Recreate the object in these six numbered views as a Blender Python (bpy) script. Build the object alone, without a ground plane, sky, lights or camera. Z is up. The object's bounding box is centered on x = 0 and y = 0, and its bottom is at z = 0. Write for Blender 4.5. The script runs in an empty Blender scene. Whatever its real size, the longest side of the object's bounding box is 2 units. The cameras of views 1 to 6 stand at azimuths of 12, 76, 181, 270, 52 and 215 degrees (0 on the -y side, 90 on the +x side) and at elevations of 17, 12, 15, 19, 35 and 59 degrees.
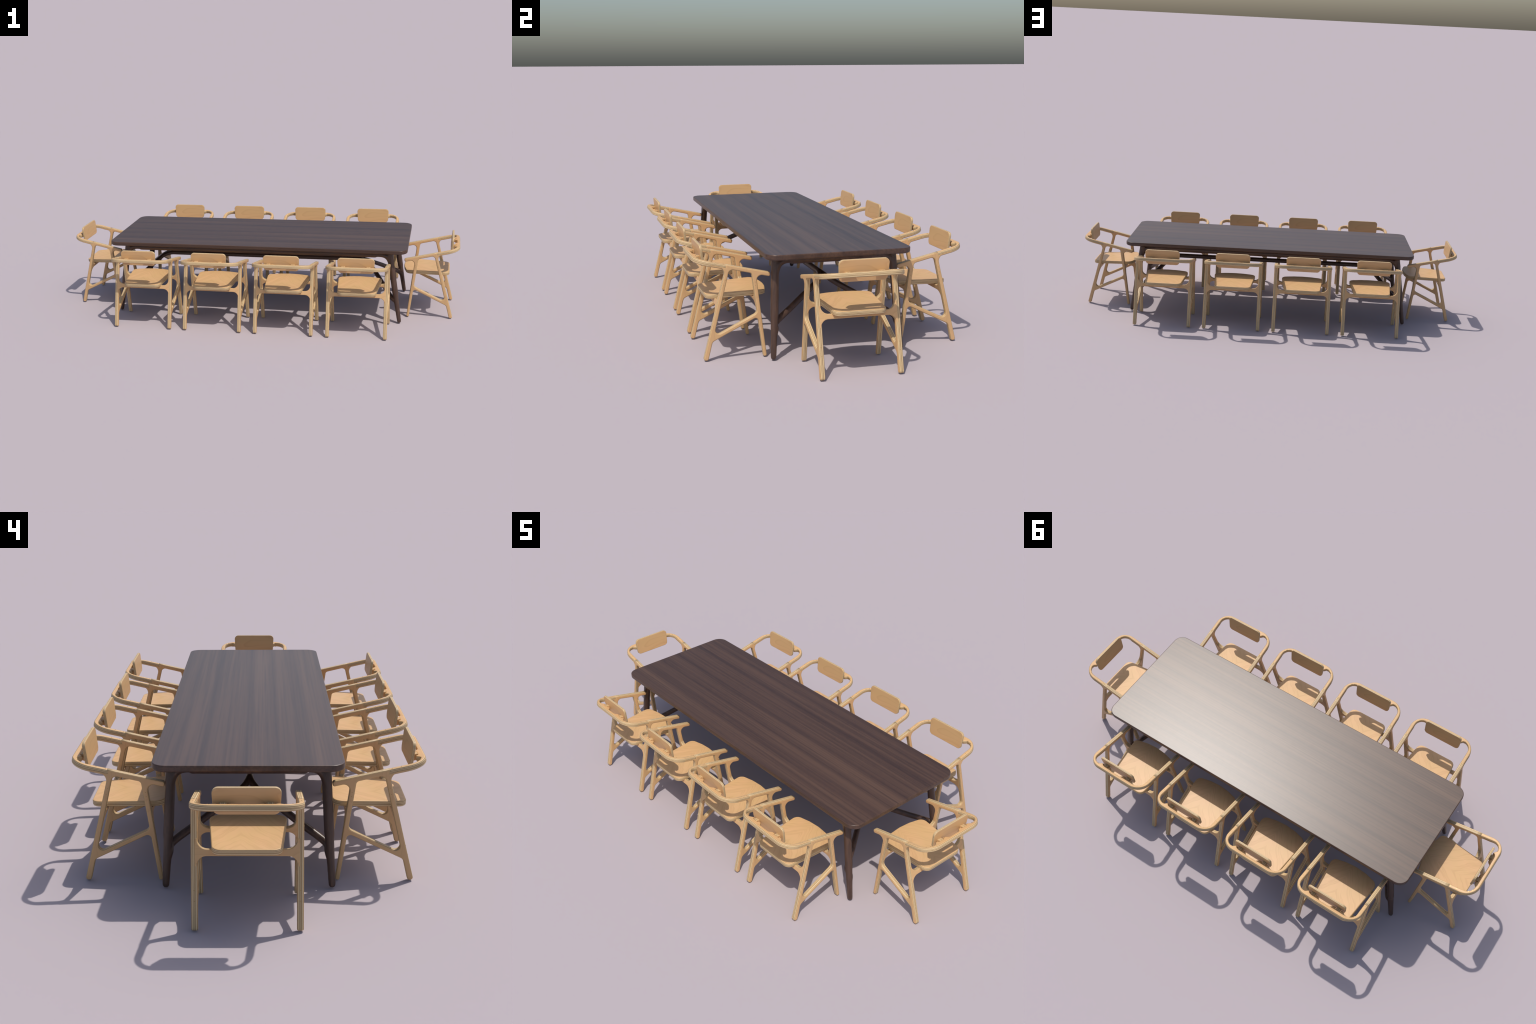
"""A long dark walnut dining table with ten pale plywood armchairs around it."""
import bpy, bmesh, math
from mathutils import Matrix, Vector

# ------------------------------------------------------------------ helpers
def arc_corner(p0, p1, p2, r, n=8):
    """Points rounding the corner p1 between p0 and p2 with radius r."""
    a, b = Vector(p0) - Vector(p1), Vector(p2) - Vector(p1)
    la, lb = a.length, b.length
    a.normalize(); b.normalize()
    ang = a.angle(b)
    if r <= 0 or ang > math.pi - 0.02:
        return [tuple(p1)]
    t = min(r / math.tan(ang / 2), la * 0.98, lb * 0.98)
    r = t * math.tan(ang / 2)
    c = Vector(p1) + (a + b).normalized() * (r / math.sin(ang / 2))
    s, e = Vector(p1) + a * t - c, Vector(p1) + b * t - c
    a0 = math.atan2(s.y, s.x)
    da = math.atan2(e.y, e.x) - a0
    while da > math.pi: da -= 2 * math.pi
    while da < -math.pi: da += 2 * math.pi
    k = max(3, int(n * abs(da) / 1.2) + 2)
    return [(c.x + r * math.cos(a0 + da * i / k), c.y + r * math.sin(a0 + da * i / k)) for i in range(k + 1)]


def outline(corners, step=0.02):
    """Closed outline from (x, y, fillet radius) corners, long sides subdivided."""
    pts, m = [], len(corners)
    for i, (x, y, r) in enumerate(corners):
        p, q = corners[i - 1][:2], corners[(i + 1) % m][:2]
        pts += arc_corner(p, (x, y), q, r)
    out = []
    for i, p in enumerate(pts):
        q = pts[(i + 1) % len(pts)]
        d = math.dist(p, q)
        if d < 1e-5:
            continue
        k = max(1, int(d / step))
        out += [(p[0] + (q[0] - p[0]) * j / k, p[1] + (q[1] - p[1]) * j / k) for j in range(k)]
    return out


def area(loop):
    return 0.5 * sum(loop[i - 1][0] * loop[i][1] - loop[i][0] * loop[i - 1][1] for i in range(len(loop)))


def inset(loop, d):
    """Loop moved inwards (to its left) by d."""
    n, out = len(loop), []
    for i in range(n):
        p, c, q = Vector(loop[i - 1]), Vector(loop[i]), Vector(loop[(i + 1) % n])
        e, f = (c - p).normalized(), (q - c).normalized()
        n1, n2 = Vector((-e.y, e.x)), Vector((-f.y, f.x))
        m = n1 + n2
        m = m / max(m.length_squared / 2, 0.6)
        out.append(tuple(c + m * d))
    return out


def panel(name, loops, t, r_top, r_bot, mats, seg=4):
    """Board of thickness t cut to the loops (first outer, then holes), edges rounded.
    Faces of the board get mats[0], its cut edges mats[1]."""
    bm = bmesh.new()
    prof = [(r_bot * (1 - math.sin(i / seg * math.pi / 2)), -t / 2 + r_bot * (1 - math.cos(i / seg * math.pi / 2)))
            for i in range(seg + 1)]
    prof += [(r_top * (1 - math.cos(i / seg * math.pi / 2)), t / 2 - r_top * (1 - math.sin(i / seg * math.pi / 2)))
             for i in range(seg + 1)]
    first, last = [], []
    for k, loop in enumerate(loops):
        if (area(loop) > 0) != (k == 0):
            loop = loop[::-1]
        rings = []
        for off, z in prof:
            rings.append([bm.verts.new((x, y, z)) for x, y in inset(loop, off)])
        n = len(loop)
        for a, b in zip(rings, rings[1:]):
            for i in range(n):
                f = bm.faces.new((a[i - 1], a[i], b[i], b[i - 1]))
                f.material_index = 1
                f.smooth = True
        first.append(rings[0]); last.append(rings[-1])
    for rings, up in ((first, -1), (last, 1)):
        edges = []
        for ring in rings:
            for i in range(len(ring)):
                e = bm.edges.get((ring[i - 1], ring[i]))
                e.smooth = False
                edges.append(e)
        got = bmesh.ops.triangle_fill(bm, edges=edges, use_beauty=True, normal=(0, 0, up))
        for f in got["geom"]:
            if isinstance(f, bmesh.types.BMFace):
                f.material_index = 0
                f.smooth = True
                f.normal_update()
                if f.normal.z * up < 0:
                    f.normal_flip()
    me = bpy.data.meshes.new(name)
    bm.to_mesh(me); bm.free()
    for m in mats:
        me.materials.append(m)
    return me


def add(name, me, parent, matrix=None):
    ob = bpy.data.objects.new(name, me)
    bpy.context.scene.collection.objects.link(ob)
    ob.parent = parent
    if matrix is not None:
        ob.matrix_local = matrix
    return ob


def frame(origin, ax, ay):
    """Matrix whose local x, y run along ax, ay from origin."""
    x = Vector(ax).normalized(); y = Vector(ay).normalized(); z = x.cross(y)
    m = Matrix((x, y, z)).transposed().to_4x4()
    m.translation = Vector(origin)
    return m


def mirrored(half):
    """Outline corners given for x >= 0 from bottom to top, completed to x < 0."""
    return half + [(-x, y, r) for x, y, r in reversed(half)]

# ------------------------------------------------------------------ materials
class Nodes:
    def __init__(self, name):
        self.m = bpy.data.materials.new(name)
        self.m.use_nodes = True
        self.t = self.m.node_tree
        self.b = self.t.nodes["Principled BSDF"]
        self.co = self.new("ShaderNodeTexCoord").outputs["Object"]

    def new(self, kind, **kw):
        n = self.t.nodes.new(kind)
        for k, v in kw.items():
            setattr(n, k, v)
        return n

    def link(self, a, b):
        self.t.links.new(a, b)

    def mapping(self, scale=(1, 1, 1), rot=(0, 0, 0), loc=(0, 0, 0)):
        n = self.new("ShaderNodeMapping")
        n.inputs["Scale"].default_value = scale
        n.inputs["Rotation"].default_value = rot
        n.inputs["Location"].default_value = loc
        self.link(self.co, n.inputs["Vector"])
        return n.outputs[0]

    def noise(self, vec, scale, detail=3, rough=0.5, dist=0.0):
        n = self.new("ShaderNodeTexNoise")
        n.inputs["Scale"].default_value = scale
        n.inputs["Detail"].default_value = detail
        n.inputs["Roughness"].default_value = rough
        n.inputs["Distortion"].default_value = dist
        self.link(vec, n.inputs["Vector"])
        return n.outputs["Fac"]

    def ramp(self, fac, stops, interp="LINEAR"):
        n = self.new("ShaderNodeValToRGB")
        n.color_ramp.interpolation = interp
        el = n.color_ramp.elements
        while len(el) < len(stops):
            el.new(0.5)
        for e, (p, c) in zip(el, stops):
            e.position = p
            e.color = (*c, 1)
        self.link(fac, n.inputs[0])
        return n.outputs[0]

    def mix(self, fac, a, b, blend="MIX"):
        n = self.new("ShaderNodeMix", data_type="RGBA", blend_type=blend)
        for s, v in ((n.inputs[0], fac), (n.inputs[6], a), (n.inputs[7], b)):
            if isinstance(v, (int, float)):
                s.default_value = v
            elif isinstance(v, tuple):
                s.default_value = (*v, 1)
            else:
                self.link(v, s)
        return n.outputs[2]

    def math(self, op, a, b=0.0):
        n = self.new("ShaderNodeMath", operation=op)
        for s, v in ((n.inputs[0], a), (n.inputs[1], b)):
            if isinstance(v, (int, float)):
                s.default_value = v
            else:
                self.link(v, s)
        return n.outputs[0]

    def finish(self, colour, rough, spec=0.5, bump=None, strength=0.1):
        self.link(colour, self.b.inputs["Base Color"])
        self.b.inputs["Roughness"].default_value = rough
        self.b.inputs["Specular IOR Level"].default_value = spec
        if bump is not None:
            n = self.new("ShaderNodeBump")
            n.inputs["Strength"].default_value = strength
            n.inputs["Distance"].default_value = 0.0005
            self.link(bump, n.inputs["Height"])
            self.link(n.outputs[0], self.b.inputs["Normal"])
        return self.m


BIRCH = (0.630, 0.400, 0.185)
BIRCH_DARK = (0.520, 0.300, 0.135)
BIRCH_PINK = (0.665, 0.405, 0.200)


def birch_face(name, along, stretch=5.0):
    """Rotary-cut birch veneer: soft flame figure running along local x or y."""
    n = Nodes(name)
    s = (1, stretch, 1) if along == "x" else (stretch, 1, 1)
    broad = n.noise(n.mapping(s), 3.0, 2, 0.5, 0.6)
    rings = n.math("FRACT", n.math("MULTIPLY", n.noise(n.mapping(s, loc=(3, 1, 0)), 2.6, 1, 0.4, 0.5), 8.0))
    line = n.ramp(rings, [(0.0, (0.0,) * 3), (0.70, (0.25,) * 3), (0.93, (1.0,) * 3), (1.0, (0.0,) * 3)])
    fibre = n.noise(n.mapping(tuple(v * (14 if v == 1 else 14) for v in s)), 6.0, 2)
    c = n.mix(n.ramp(broad, [(0.3, (0,) * 3), (0.7, (1,) * 3)]), BIRCH, BIRCH_PINK)
    c = n.mix(n.math("MULTIPLY", line, 0.42), c, BIRCH_DARK)
    c = n.mix(n.math("MULTIPLY", fibre, 0.14), c, BIRCH_DARK)
    return n.finish(c, 0.45, 0.4)


def plywood_edge(name, t):
    """Cut plywood edge: pale and dark veneers in bands across local z."""
    n = Nodes(name)
    sep = n.new("ShaderNodeSeparateXYZ")
    n.link(n.co, sep.inputs[0])
    z = n.math("ADD", n.math("DIVIDE", sep.outputs[2], t), 0.5)
    cream, tan, glue = (0.690, 0.515, 0.285), (0.560, 0.385, 0.195), (0.075, 0.038, 0.020)
    bands = [(0.00, BIRCH), (0.075, glue), (0.118, cream), (0.315, glue), (0.360, tan), (0.47, glue),
             (0.510, cream), (0.640, glue), (0.680, tan), (0.760, cream), (0.882, glue), (0.925, BIRCH)]
    c = n.ramp(z, bands, "CONSTANT")
    fleck = n.noise(n.co, 220.0, 2)
    c = n.mix(n.math("MULTIPLY", fleck, 0.12), c, tan)
    return n.finish(c, 0.5, 0.35)


def walnut(name, along="x"):
    """Dark stained walnut, straight grain along local x or z."""
    n = Nodes(name)
    k = {"x": (0.010, 1, 1), "z": (1, 1, 0.02)}[along]
    wide = n.noise(n.mapping(k), 17.0, 3, 0.55)
    fine = n.noise(n.mapping(k), 110.0, 3, 0.6)
    hair = n.noise(n.mapping(tuple(v * 3 if v == 1 else v * 6 for v in k)), 150.0, 2, 0.6)
    dark, mid, warm = (0.041, 0.0220, 0.0165), (0.076, 0.0405, 0.0270), (0.104, 0.0570, 0.0360)
    c = n.ramp(wide, [(0.36, dark), (0.47, mid), (0.64, warm)])
    c = n.mix(n.ramp(fine, [(0.36, (0.65,) * 3), (0.58, (0.0,) * 3)]), c, dark)
    c = n.mix(n.ramp(hair, [(0.50, (0.0,) * 3), (0.72, (0.35,) * 3)]), c, warm)
    return n.finish(c, 0.36, 0.5, hair, 0.04)


def birch_seat(name):
    """Plain-sawn birch: nested soft arches with their tips towards the front."""
    n = Nodes(name)
    sep = n.new("ShaderNodeSeparateXYZ")
    n.link(n.co, sep.inputs[0])
    wob = n.math("MULTIPLY", n.noise(n.mapping((1, 0.6, 1)), 16.0, 2), 0.050)
    side = n.math("ABSOLUTE", n.math("SUBTRACT", sep.outputs[0], 0.018))
    u = n.math("ADD", n.math("SUBTRACT", n.math("MULTIPLY", sep.outputs[1], 0.75), side), wob)
    vec = n.new("ShaderNodeCombineXYZ")
    n.link(u, vec.inputs[0])
    n.link(n.math("MULTIPLY", sep.outputs[0], 0.12), vec.inputs[1])
    arch = n.noise(vec.outputs[0], 75.0, 2, 0.6)
    fibre = n.noise(n.mapping((60, 4, 1)), 6.0, 2)
    broad = n.noise(n.mapping((2.5, 1, 1)), 9.0, 2)
    c = n.mix(n.ramp(broad, [(0.35, (0,) * 3), (0.65, (1,) * 3)]), BIRCH, BIRCH_PINK)
    c = n.mix(n.ramp(arch, [(0.48, (0.0,) * 3), (0.60, (0.42,) * 3), (0.66, (0.10,) * 3)]), c, BIRCH_DARK)
    c = n.mix(n.math("MULTIPLY", fibre, 0.12), c, BIRCH_DARK)
    return n.finish(c, 0.45, 0.4)


FACE_SEAT = birch_seat("birch_veneer_seat")
FACE_Y = birch_face("birch_veneer_lengthwise", "y")
FACE_X = birch_face("birch_veneer_crosswise", "x")
WALNUT_TOP = walnut("walnut_table_top", "x")
WALNUT_BASE = walnut("walnut_frame", "z")
BRASS = Nodes("brass_screw_cap")
BRASS.b.inputs["Base Color"].default_value = (0.42, 0.30, 0.11, 1)
BRASS.b.inputs["Metallic"].default_value = 0.6
BRASS.b.inputs["Roughness"].default_value = 0.35
BRASS = BRASS.m

# ------------------------------------------------------------------ the chair
# Chair space: x across, y from the front (-) to the back (+), z up.
PLY = 0.0175            # board thickness of the frames
SIDE = 0.1365           # middle plane of each side frame
ROUND = 0.0040

def arm_top(y): return 0.3297 + 0.228 * y
def arm_low(y): return 0.3150 + 0.235 * y
def fleg_f(z): return -0.0763 - 0.125 * (0.284 - z)
def fleg_b(z): return -0.0594 - 0.1345 * (0.2938 - z)
def bleg_f(z): return 0.0222 + 0.2445 * (0.3069 - z)
def bleg_b(z): return 0.0397 + 0.256 * (0.2939 - z)
def bar_top(y): return 0.1544 - 0.488 * (y + 0.0679)
def bar_low(y): return 0.1131 - 0.494 * (y + 0.0147)

def meet(fy, fz, z):
    """Where a leg edge y = fy(z) crosses a bar edge z = fz(y)."""
    for _ in range(60):
        z = fz(fy(z))
    return fy(z), z


def side_frame_mesh():
    """Armrest, two raking legs and the sloping stretcher cut from one board."""
    tip = -0.1268
    n = 0.0145 * 0.22
    outer = [(tip - n * 0.1, arm_top(tip) + 0.0003, 0.0068), (tip + n, arm_low(tip + n), 0.0060)]
    outer += [meet(fleg_f, arm_low, 0.29) + (0.0165,)]
    outer += [(fleg_f(0), 0.0, 0.0057), (fleg_b(0), 0.0, 0.0057)]
    outer += [meet(fleg_b, bar_low, 0.14) + (0.0105,), meet(bleg_f, bar_low, 0.07) + (0.017,)]
    outer += [(bleg_f(0), 0.0, 0.0075), (bleg_b(0), 0.0, 0.0075)]
    outer += [meet(bleg_b, arm_low, 0.32) + (0.0235,)]
    wing = 0.086
    outer += [(wing, arm_low(wing) - 0.0010, 0.002), (wing, arm_top(wing) - 0.0100, 0.002)]
    outer += [(0.0335, arm_top(0.0335) - 0.0100, 0.0), (0.0335, arm_top(0.0335) + 0.0003, 0.0)]
    hole = [meet(fleg_b, arm_low, 0.30) + (0.0105,), meet(bleg_f, arm_low, 0.32) + (0.0145,),
            meet(bleg_f, bar_top, 0.09) + (0.0125,), meet(fleg_b, bar_top, 0.16) + (0.0165,)]
    return panel("side_frame", [outline(outer), outline(hole)], PLY, ROUND, ROUND,
                 [FACE_Y, plywood_edge("plywood_edge_frame", PLY)])


SLOPE = math.atan(0.228)
K = 1 / math.cos(SLOPE)

def arm_rail_mesh():
    """U-shaped board behind the sitter, with two lobes that carry the backrest."""
    R, c = 0.060, 0.085
    o = 0.1382
    half_outer = [(0.1445, 0.022, 0), (0.1445, o, R)]
    inner = [(0.1285, 0.022, 0), (0.1285, 0.1236, 0.0415), (0.0925, 0.1222, 0.010), (0.0815, 0.1120, 0.005),
             (0.0708, 0.1120, 0.0008), (0.0708, 0.1185, 0.001), (0.0462, 0.1185, 0.001), (0.0462, 0.1120, 0.0008),
             (0.0345, 0.1120, 0.005), (0.0240, 0.1245, 0.010)]
    pts = half_outer + [(-x, y, r) for x, y, r in reversed(half_outer)]
    pts += [(-x, y, r) for x, y, r in inner] + list(reversed(inner))
    pts = [(x, y * K, r) for x, y, r in pts]
    return panel("arm_rail", [outline(pts, 0.012)], PLY, 0.0046, 0.0046,
                 [FACE_X, plywood_edge("plywood_edge_rail", PLY)], 5)


SEAT_T = 0.0170
def seat_mesh():
    """Seat board, narrower at the back, its front edge bowed forwards."""
    def half(y): return 0.0974 - 0.086 * y
    pts = [(half(0.094), 0.094, 0.026), (half(-0.112), -0.112, 0.028)]
    bow = [(0.1, 0), (0.05, 0), (0, 0), (-0.05, 0), (-0.1, 0)]
    front = [(x * 0.94, -0.1320 + 1.75 * (x * 0.94) ** 2, 0.06) for x, _ in bow]
    front[0] = (half(-0.1135), -0.1140, 0.026)
    front[-1] = (-half(-0.1135), -0.1140, 0.026)
    pts = [(half(0.094), 0.094, 0.026)] + front + [(-half(0.094), 0.094, 0.026)]
    return panel("seat", [outline(pts, 0.012)], SEAT_T, 0.0036, 0.0042,
                 [FACE_SEAT, plywood_edge("plywood_edge_seat", SEAT_T)])


BACK_T = 0.0092
def backrest_mesh():
    w1, w2, h = 0.0868, 0.0828, 0.0370
    pts = [(w2, -h, 0.016), (w1, h, 0.016), (-w1, h, 0.016), (-w2, -h, 0.016)]
    return panel("backrest", [outline(pts)], BACK_T, 0.0016, 0.0016,
                 [FACE_X, plywood_edge("plywood_edge_backrest", BACK_T)], 3)


def crossbar_mesh(name, t, low, high, foot, top, a_in, r_low, r_high):
    """Rail under the seat, flaring into the two legs it is let into."""
    half = [(a_in, low, r_low), (a_in + 0.0012, foot, 0.0), (SIDE - 0.0003, foot, 0.0015), (SIDE - 0.0003, top, 0.0015),
            (a_in, top, 0.0), (a_in, high, r_high)]
    pts = half + [(-x, y, r) for x, y, r in reversed(half)]
    return panel(name, [outline(pts)], t, 0.0022, 0.0022, [FACE_X, plywood_edge("plywood_edge_" + name, t)], 3)


def block_mesh():
    """Small plywood finger that ties the backrest to a lobe of the arm rail."""
    pts = [(-0.0065, -0.0090, 0.001), (0.0085, -0.0090, 0.001), (0.0085, 0.0095, 0.001), (-0.0065, 0.0095, 0.001)]
    return panel("backrest_mount", [outline(pts, 0.005)], 0.0180, 0.0006, 0.0006,
                 [FACE_Y, plywood_edge("plywood_edge_mount", 0.0180)], 2)


def disc(bm, m, r=0.00125, h=0.0008):
    bmesh.ops.create_cone(bm, cap_ends=True, segments=12, radius1=r, radius2=r * 0.9, depth=h, matrix=m)


def screws_mesh():
    """Brass caps: two per leg on the outside, two low on each back leg, four on each rail corner."""
    bm = bmesh.new()
    for s in (-1, 1):
        for y, z in ((-0.0705, 0.2703), (-0.0721, 0.2577), (0.0346, 0.2829), (0.0395, 0.2641)):
            disc(bm, Matrix.Translation((s * (SIDE + PLY / 2 + 0.0001), y, z)) @ Matrix.Rotation(s * math.pi / 2, 4, "Y"))
        for z in (0.1051, 0.0772):
            disc(bm, Matrix.Translation((s * SIDE, bleg_b(z) + 0.0002, z)) @ Matrix.Rotation(-math.pi / 2 - 0.25, 4, "X"))
        for x, y in ((0.1366, 0.0392), (0.1366, 0.0647), (0.1247, 0.1097), (0.1134, 0.1199)):
            disc(bm, Matrix.Translation((s * x, y, arm_top(y) + 0.0002)) @ Matrix.Rotation(SLOPE, 4, "X"))
    me = bpy.data.meshes.new("screw_caps")
    bm.to_mesh(me); bm.free()
    me.materials.append(BRASS)
    return me


def build_chair_parts():
    """(name, mesh, matrix in chair space) of every part."""
    side = side_frame_mesh()
    parts = []
    for s in (-1, 1):
        parts.append(("side_frame", side, frame((s * SIDE, 0, 0), (0, 1, 0), (0, 0, 1))))
    tilt = Vector((0, math.cos(SLOPE), math.sin(SLOPE)))
    up = Vector((0, -math.sin(SLOPE), math.cos(SLOPE)))
    o = Vector((0, 0, arm_top(0))) - up * (PLY / 2)
    parts.append(("arm_rail", arm_rail_mesh(), frame(o, (1, 0, 0), tilt)))
    st = math.atan(-0.0455)
    seat_up = Vector((0, -math.sin(st), math.cos(st)))
    parts.append(("seat", seat_mesh(), frame(Vector((0, 0, 0.2258)) - seat_up * (SEAT_T / 2), (1, 0, 0),
                                           (0, math.cos(st), math.sin(st)))))
    parts.append(("backrest", backrest_mesh(), frame((0, 0.1036, 0.3588), (1, 0, 0), (0, 0.100, 0.995))))
    block = block_mesh()
    for s in (-1, 1):
        y = 0.1115
        parts.append(("backrest_mount", block, frame(Vector((s * 0.0585, y, arm_top(y))) - up * 0.0080, tilt, up)))
    # crossbars lie in the planes of the leg pairs
    for name, ef, eb, low, high, foot, top, rl, rh in (
            ("back_crossbar", bleg_f, bleg_b, 0.1897, 0.2072, 0.163, 0.2350, 0.0255, 0.0270),
            ("front_crossbar", fleg_f, fleg_b, 0.1993, 0.2118, 0.1760, 0.2400, 0.0225, 0.0250)):
        z0 = 0.5 * (low + high)
        c0 = 0.5 * (ef(z0) + eb(z0))
        c1 = 0.5 * (ef(z0 + 0.1) + eb(z0 + 0.1))
        d = Vector((0, c1 - c0, 0.1)).normalized()
        k = 1 / d.z
        t = (eb(z0) - ef(z0)) * d.z + 0.0010
        me = crossbar_mesh(name, t, (low - z0) * k, (high - z0) * k, (foot - z0) * k, (top - z0) * k, 0.1292, rl, rh)
        parts.append((name, me, frame((0, c0, z0), (1, 0, 0), d)))
    parts.append(("screw_cap", screws_mesh(), Matrix.Identity(4)))
    return parts

# ------------------------------------------------------------------ the table
TOP_Z, HX, HY, TOP_T = 0.3762, 0.7518, 0.2632, 0.0200

def tube(bm, path, radii, n=20, squash=1.0):
    """Closed tube along a path of points, one radius per point."""
    path = [Vector(p) for p in path]
    rings = []
    for i, p in enumerate(path):
        d = (path[min(i + 1, len(path) - 1)] - path[max(i - 1, 0)]).normalized()
        side = d.cross(Vector((0, 0, 1)))
        side = side.normalized() if side.length > 1e-3 else Vector((1, 0, 0))
        up = side.cross(d).normalized()
        rings.append([bm.verts.new(p + (side * math.cos(a) + up * math.sin(a) * squash) * radii[i])
                      for a in (2 * math.pi * k / n for k in range(n))])
    for a, b in zip(rings, rings[1:]):
        for k in range(n):
            bm.faces.new((a[k - 1], a[k], b[k], b[k - 1]))
    bm.faces.new(rings[0][::-1]); bm.faces.new(rings[-1])


def spline(points, n=10):
    """Catmull-Rom through the control points."""
    P = [Vector(p) for p in points]
    P = [2 * P[0] - P[1]] + P + [2 * P[-1] - P[-2]]
    out = []
    for i in range(1, len(P) - 2):
        for j in range(n):
            t = j / n
            a, b, c, d = P[i - 1:i + 3]
            out.append(0.5 * ((2 * b) + (c - a) * t + (2 * a - 5 * b + 4 * c - d) * t * t + (3 * b - a - 3 * c + d) * t ** 3))
    return out + [P[-2]]


def leg_axis(z):
    if z < 0.135:
        return 0.7187 - 0.1510 * z, 0.2364 - 0.0690 * z
    return 0.6983 - 0.1484 * (z - 0.135), 0.2271 - 0.0558 * (z - 0.135)

APRON_Z, APRON_X, APRON_Y = 0.3412, 0.6725, 0.2170
BEAM_Z, FORK = 0.2500, 0.502

def table_base():
    """Legs, apron and forked stretcher, grown together into one smooth frame."""
    bm = bmesh.new()
    for sx in (-1, 1):
        for sy in (-1, 1):
            zs = [0.0, 0.0015, 0.005, 0.010, 0.05, 0.09, 0.120, 0.138, 0.150, 0.21, 0.29, 0.350]
            rs = [0.0040, 0.0072, 0.0094, 0.0104, 0.0112, 0.0121, 0.0128, 0.0130, 0.0146, 0.0147, 0.0145, 0.0150]
            P = [(sx * leg_axis(z)[0], sy * leg_axis(z)[1], z) for z in zs]
            tube(bm, P, rs)
            # apron bends down into the leg, both ways
            lx, ly = leg_axis(0.285)
            bend = spline([(sx * lx, sy * ly, 0.275), (sx * (lx - 0.006), sy * ly, 0.302), (sx * (lx - 0.020), sy * APRON_Y, 0.328),
                           (sx * (lx - 0.046), sy * APRON_Y, 0.3405), (sx * (lx - 0.09), sy * APRON_Y, APRON_Z)])
            tube(bm, bend, [0.0120] * len(bend))
            bend = spline([(sx * lx, sy * ly, 0.280), (sx * lx, sy * (ly - 0.005), 0.308), (sx * APRON_X, sy * (ly - 0.017), 0.330),
                           (sx * APRON_X, sy * (ly - 0.040), 0.3410), (sx * APRON_X, sy * (ly - 0.08), APRON_Z)])
            tube(bm, bend, [0.0120] * len(bend))
            # branch of the stretcher
            jx, jy = leg_axis(0.075)
            arm = spline([(sx * leg_axis(0.04)[0], sy * leg_axis(0.04)[1], 0.04), (sx * jx, sy * jy, 0.075), (sx * (jx - 0.007), sy * (jy - 0.0075), 0.104), (sx * 0.679, sy * 0.2170, 0.1225),
                          (sx * 0.636, sy * 0.1500, 0.1605), (sx * 0.604, sy * 0.1000, 0.1900), (sx * 0.567, sy * 0.0440, 0.2210),
                          (sx * 0.540, sy * 0.0160, 0.2400), (sx * FORK, sy * 0.003, 0.2490), (sx * (FORK - 0.05), 0, BEAM_Z)], 6)
            m = len(arm) - 1
            tube(bm, arm, [0.0106 + 0.0012 * math.sin(math.pi * min(1, i / m * 1.4)) for i in range(m + 1)])
    for s in (-1, 1):
        for p, q, r in (((-0.60, s * APRON_Y, APRON_Z), (0.60, s * APRON_Y, APRON_Z), 0.0136),
                        ((s * APRON_X, -0.16, APRON_Z), (s * APRON_X, 0.16, APRON_Z), 0.0136)):
            tube(bm, [Vector(p).lerp(Vector(q), i / 8) for i in range(9)], [r] * 9, 20, 1.12)
    n = 12
    tube(bm, [(-FORK + 2 * FORK * i / n, 0, BEAM_Z) for i in range(n + 1)], [0.0112] * (n + 1), 20, 1.08)
    me = bpy.data.meshes.new("table_base")
    bm.to_mesh(me); bm.free()
    ob = bpy.data.objects.new("table_base", me)
    bpy.context.scene.collection.objects.link(ob)
    mod = ob.modifiers.new("weld", "REMESH")
    mod.mode = "VOXEL"; mod.voxel_size = 0.0022; mod.use_smooth_shade = True
    sm = ob.modifiers.new("smooth", "SMOOTH")
    sm.factor = 0.5; sm.iterations = 18
    full = bpy.data.meshes.new_from_object(ob.evaluated_get(bpy.context.evaluated_depsgraph_get()))
    bpy.data.objects.remove(ob)
    return full


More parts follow.
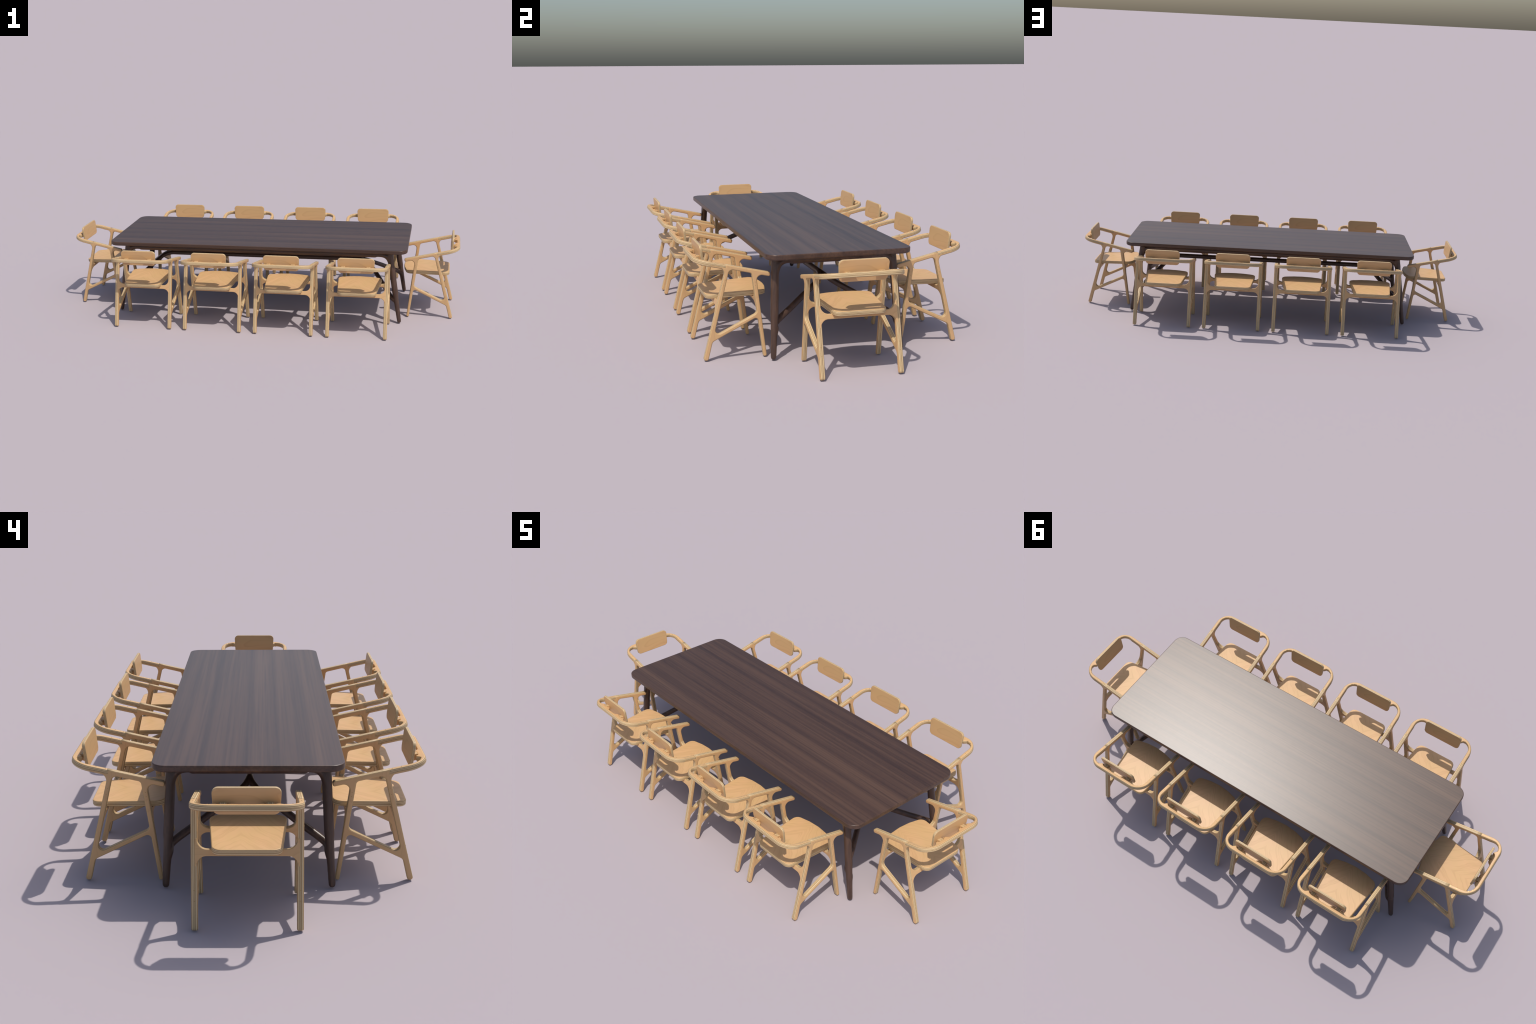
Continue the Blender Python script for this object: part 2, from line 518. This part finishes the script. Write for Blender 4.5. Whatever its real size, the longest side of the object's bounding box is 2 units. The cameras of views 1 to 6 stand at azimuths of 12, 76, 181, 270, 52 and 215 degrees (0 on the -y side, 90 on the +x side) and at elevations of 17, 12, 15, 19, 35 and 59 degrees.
def split_base(full, parent):
    """Cut the smooth base into leg, apron and stretcher objects that keep its normals."""
    def region(c):
        x, y, z = abs(c.x), abs(c.y), c.z
        lx, ly = leg_axis(z)
        near = math.hypot(x - lx, y - ly)
        if z > 0.31 and near > 0.020 or z > 0.335:
            return ("apron",)
        if z < 0.31 and near > 0.0175:
            return ("stretcher",)
        return ("table_leg", c.x > 0, c.y > 0)
    groups = {}
    for f in full.polygons:
        groups.setdefault(region(f.center), []).append(f.index)
    normals = [v.normal.copy() for v in full.vertices]
    for key in sorted(groups, key=str):
        used, verts, faces = {}, [], []
        for i in groups[key]:
            row = []
            for v in full.polygons[i].vertices:
                if v not in used:
                    used[v] = len(verts); verts.append(v)
                row.append(used[v])
            faces.append(row)
        me = bpy.data.meshes.new(key[0])
        me.from_pydata([full.vertices[v].co for v in verts], [], faces)
        me.polygons.foreach_set("use_smooth", [True] * len(faces))
        me.normals_split_custom_set_from_vertices([normals[v] for v in verts])
        me.materials.append(WALNUT_BASE if key[0] == "table_leg" else WALNUT_TOP)
        add(key[0], me, parent)


def build_table():
    root = bpy.data.objects.new("dining_table", None)
    bpy.context.scene.collection.objects.link(root)
    root["label"] = "long dark walnut dining table with rounded corners and forked stretcher"
    root["category"] = "dining table"
    pts = [(HX, -HY, 0.042), (HX, HY, 0.042), (-HX, HY, 0.042), (-HX, -HY, 0.042)]
    top = panel("table_top", [outline(pts, 0.05)], TOP_T, 0.0030, 0.0060, [WALNUT_TOP, WALNUT_TOP], 5)
    add("table_top", top, root, Matrix.Translation((0, 0, TOP_Z - TOP_T / 2)))
    split_base(table_base(), root)


def build_chairs():
    parts = build_chair_parts()
    gap, row, end = 0.3517, 0.359, 0.859
    places = [(gap * (i - 1.5), -row, math.pi) for i in range(4)] + [(gap * (i - 1.5), row, 0.0) for i in range(4)]
    places += [(end, 0, -math.pi / 2), (-end, 0, math.pi / 2)]
    for x, y, turn in places:
        root = bpy.data.objects.new("armchair", None)
        bpy.context.scene.collection.objects.link(root)
        root.location = (x, y, 0)
        root.rotation_euler = (0, 0, turn)
        root["label"] = "pale birch plywood armchair with layered edges and curved arm rail"
        root["category"] = "chair"
        for name, me, m in parts:
            ob = add(name, me, root, m)
            if name == "screw_cap":
                ob["kind"] = "stuff"


build_table()
build_chairs()
bpy.context.view_layer.update()
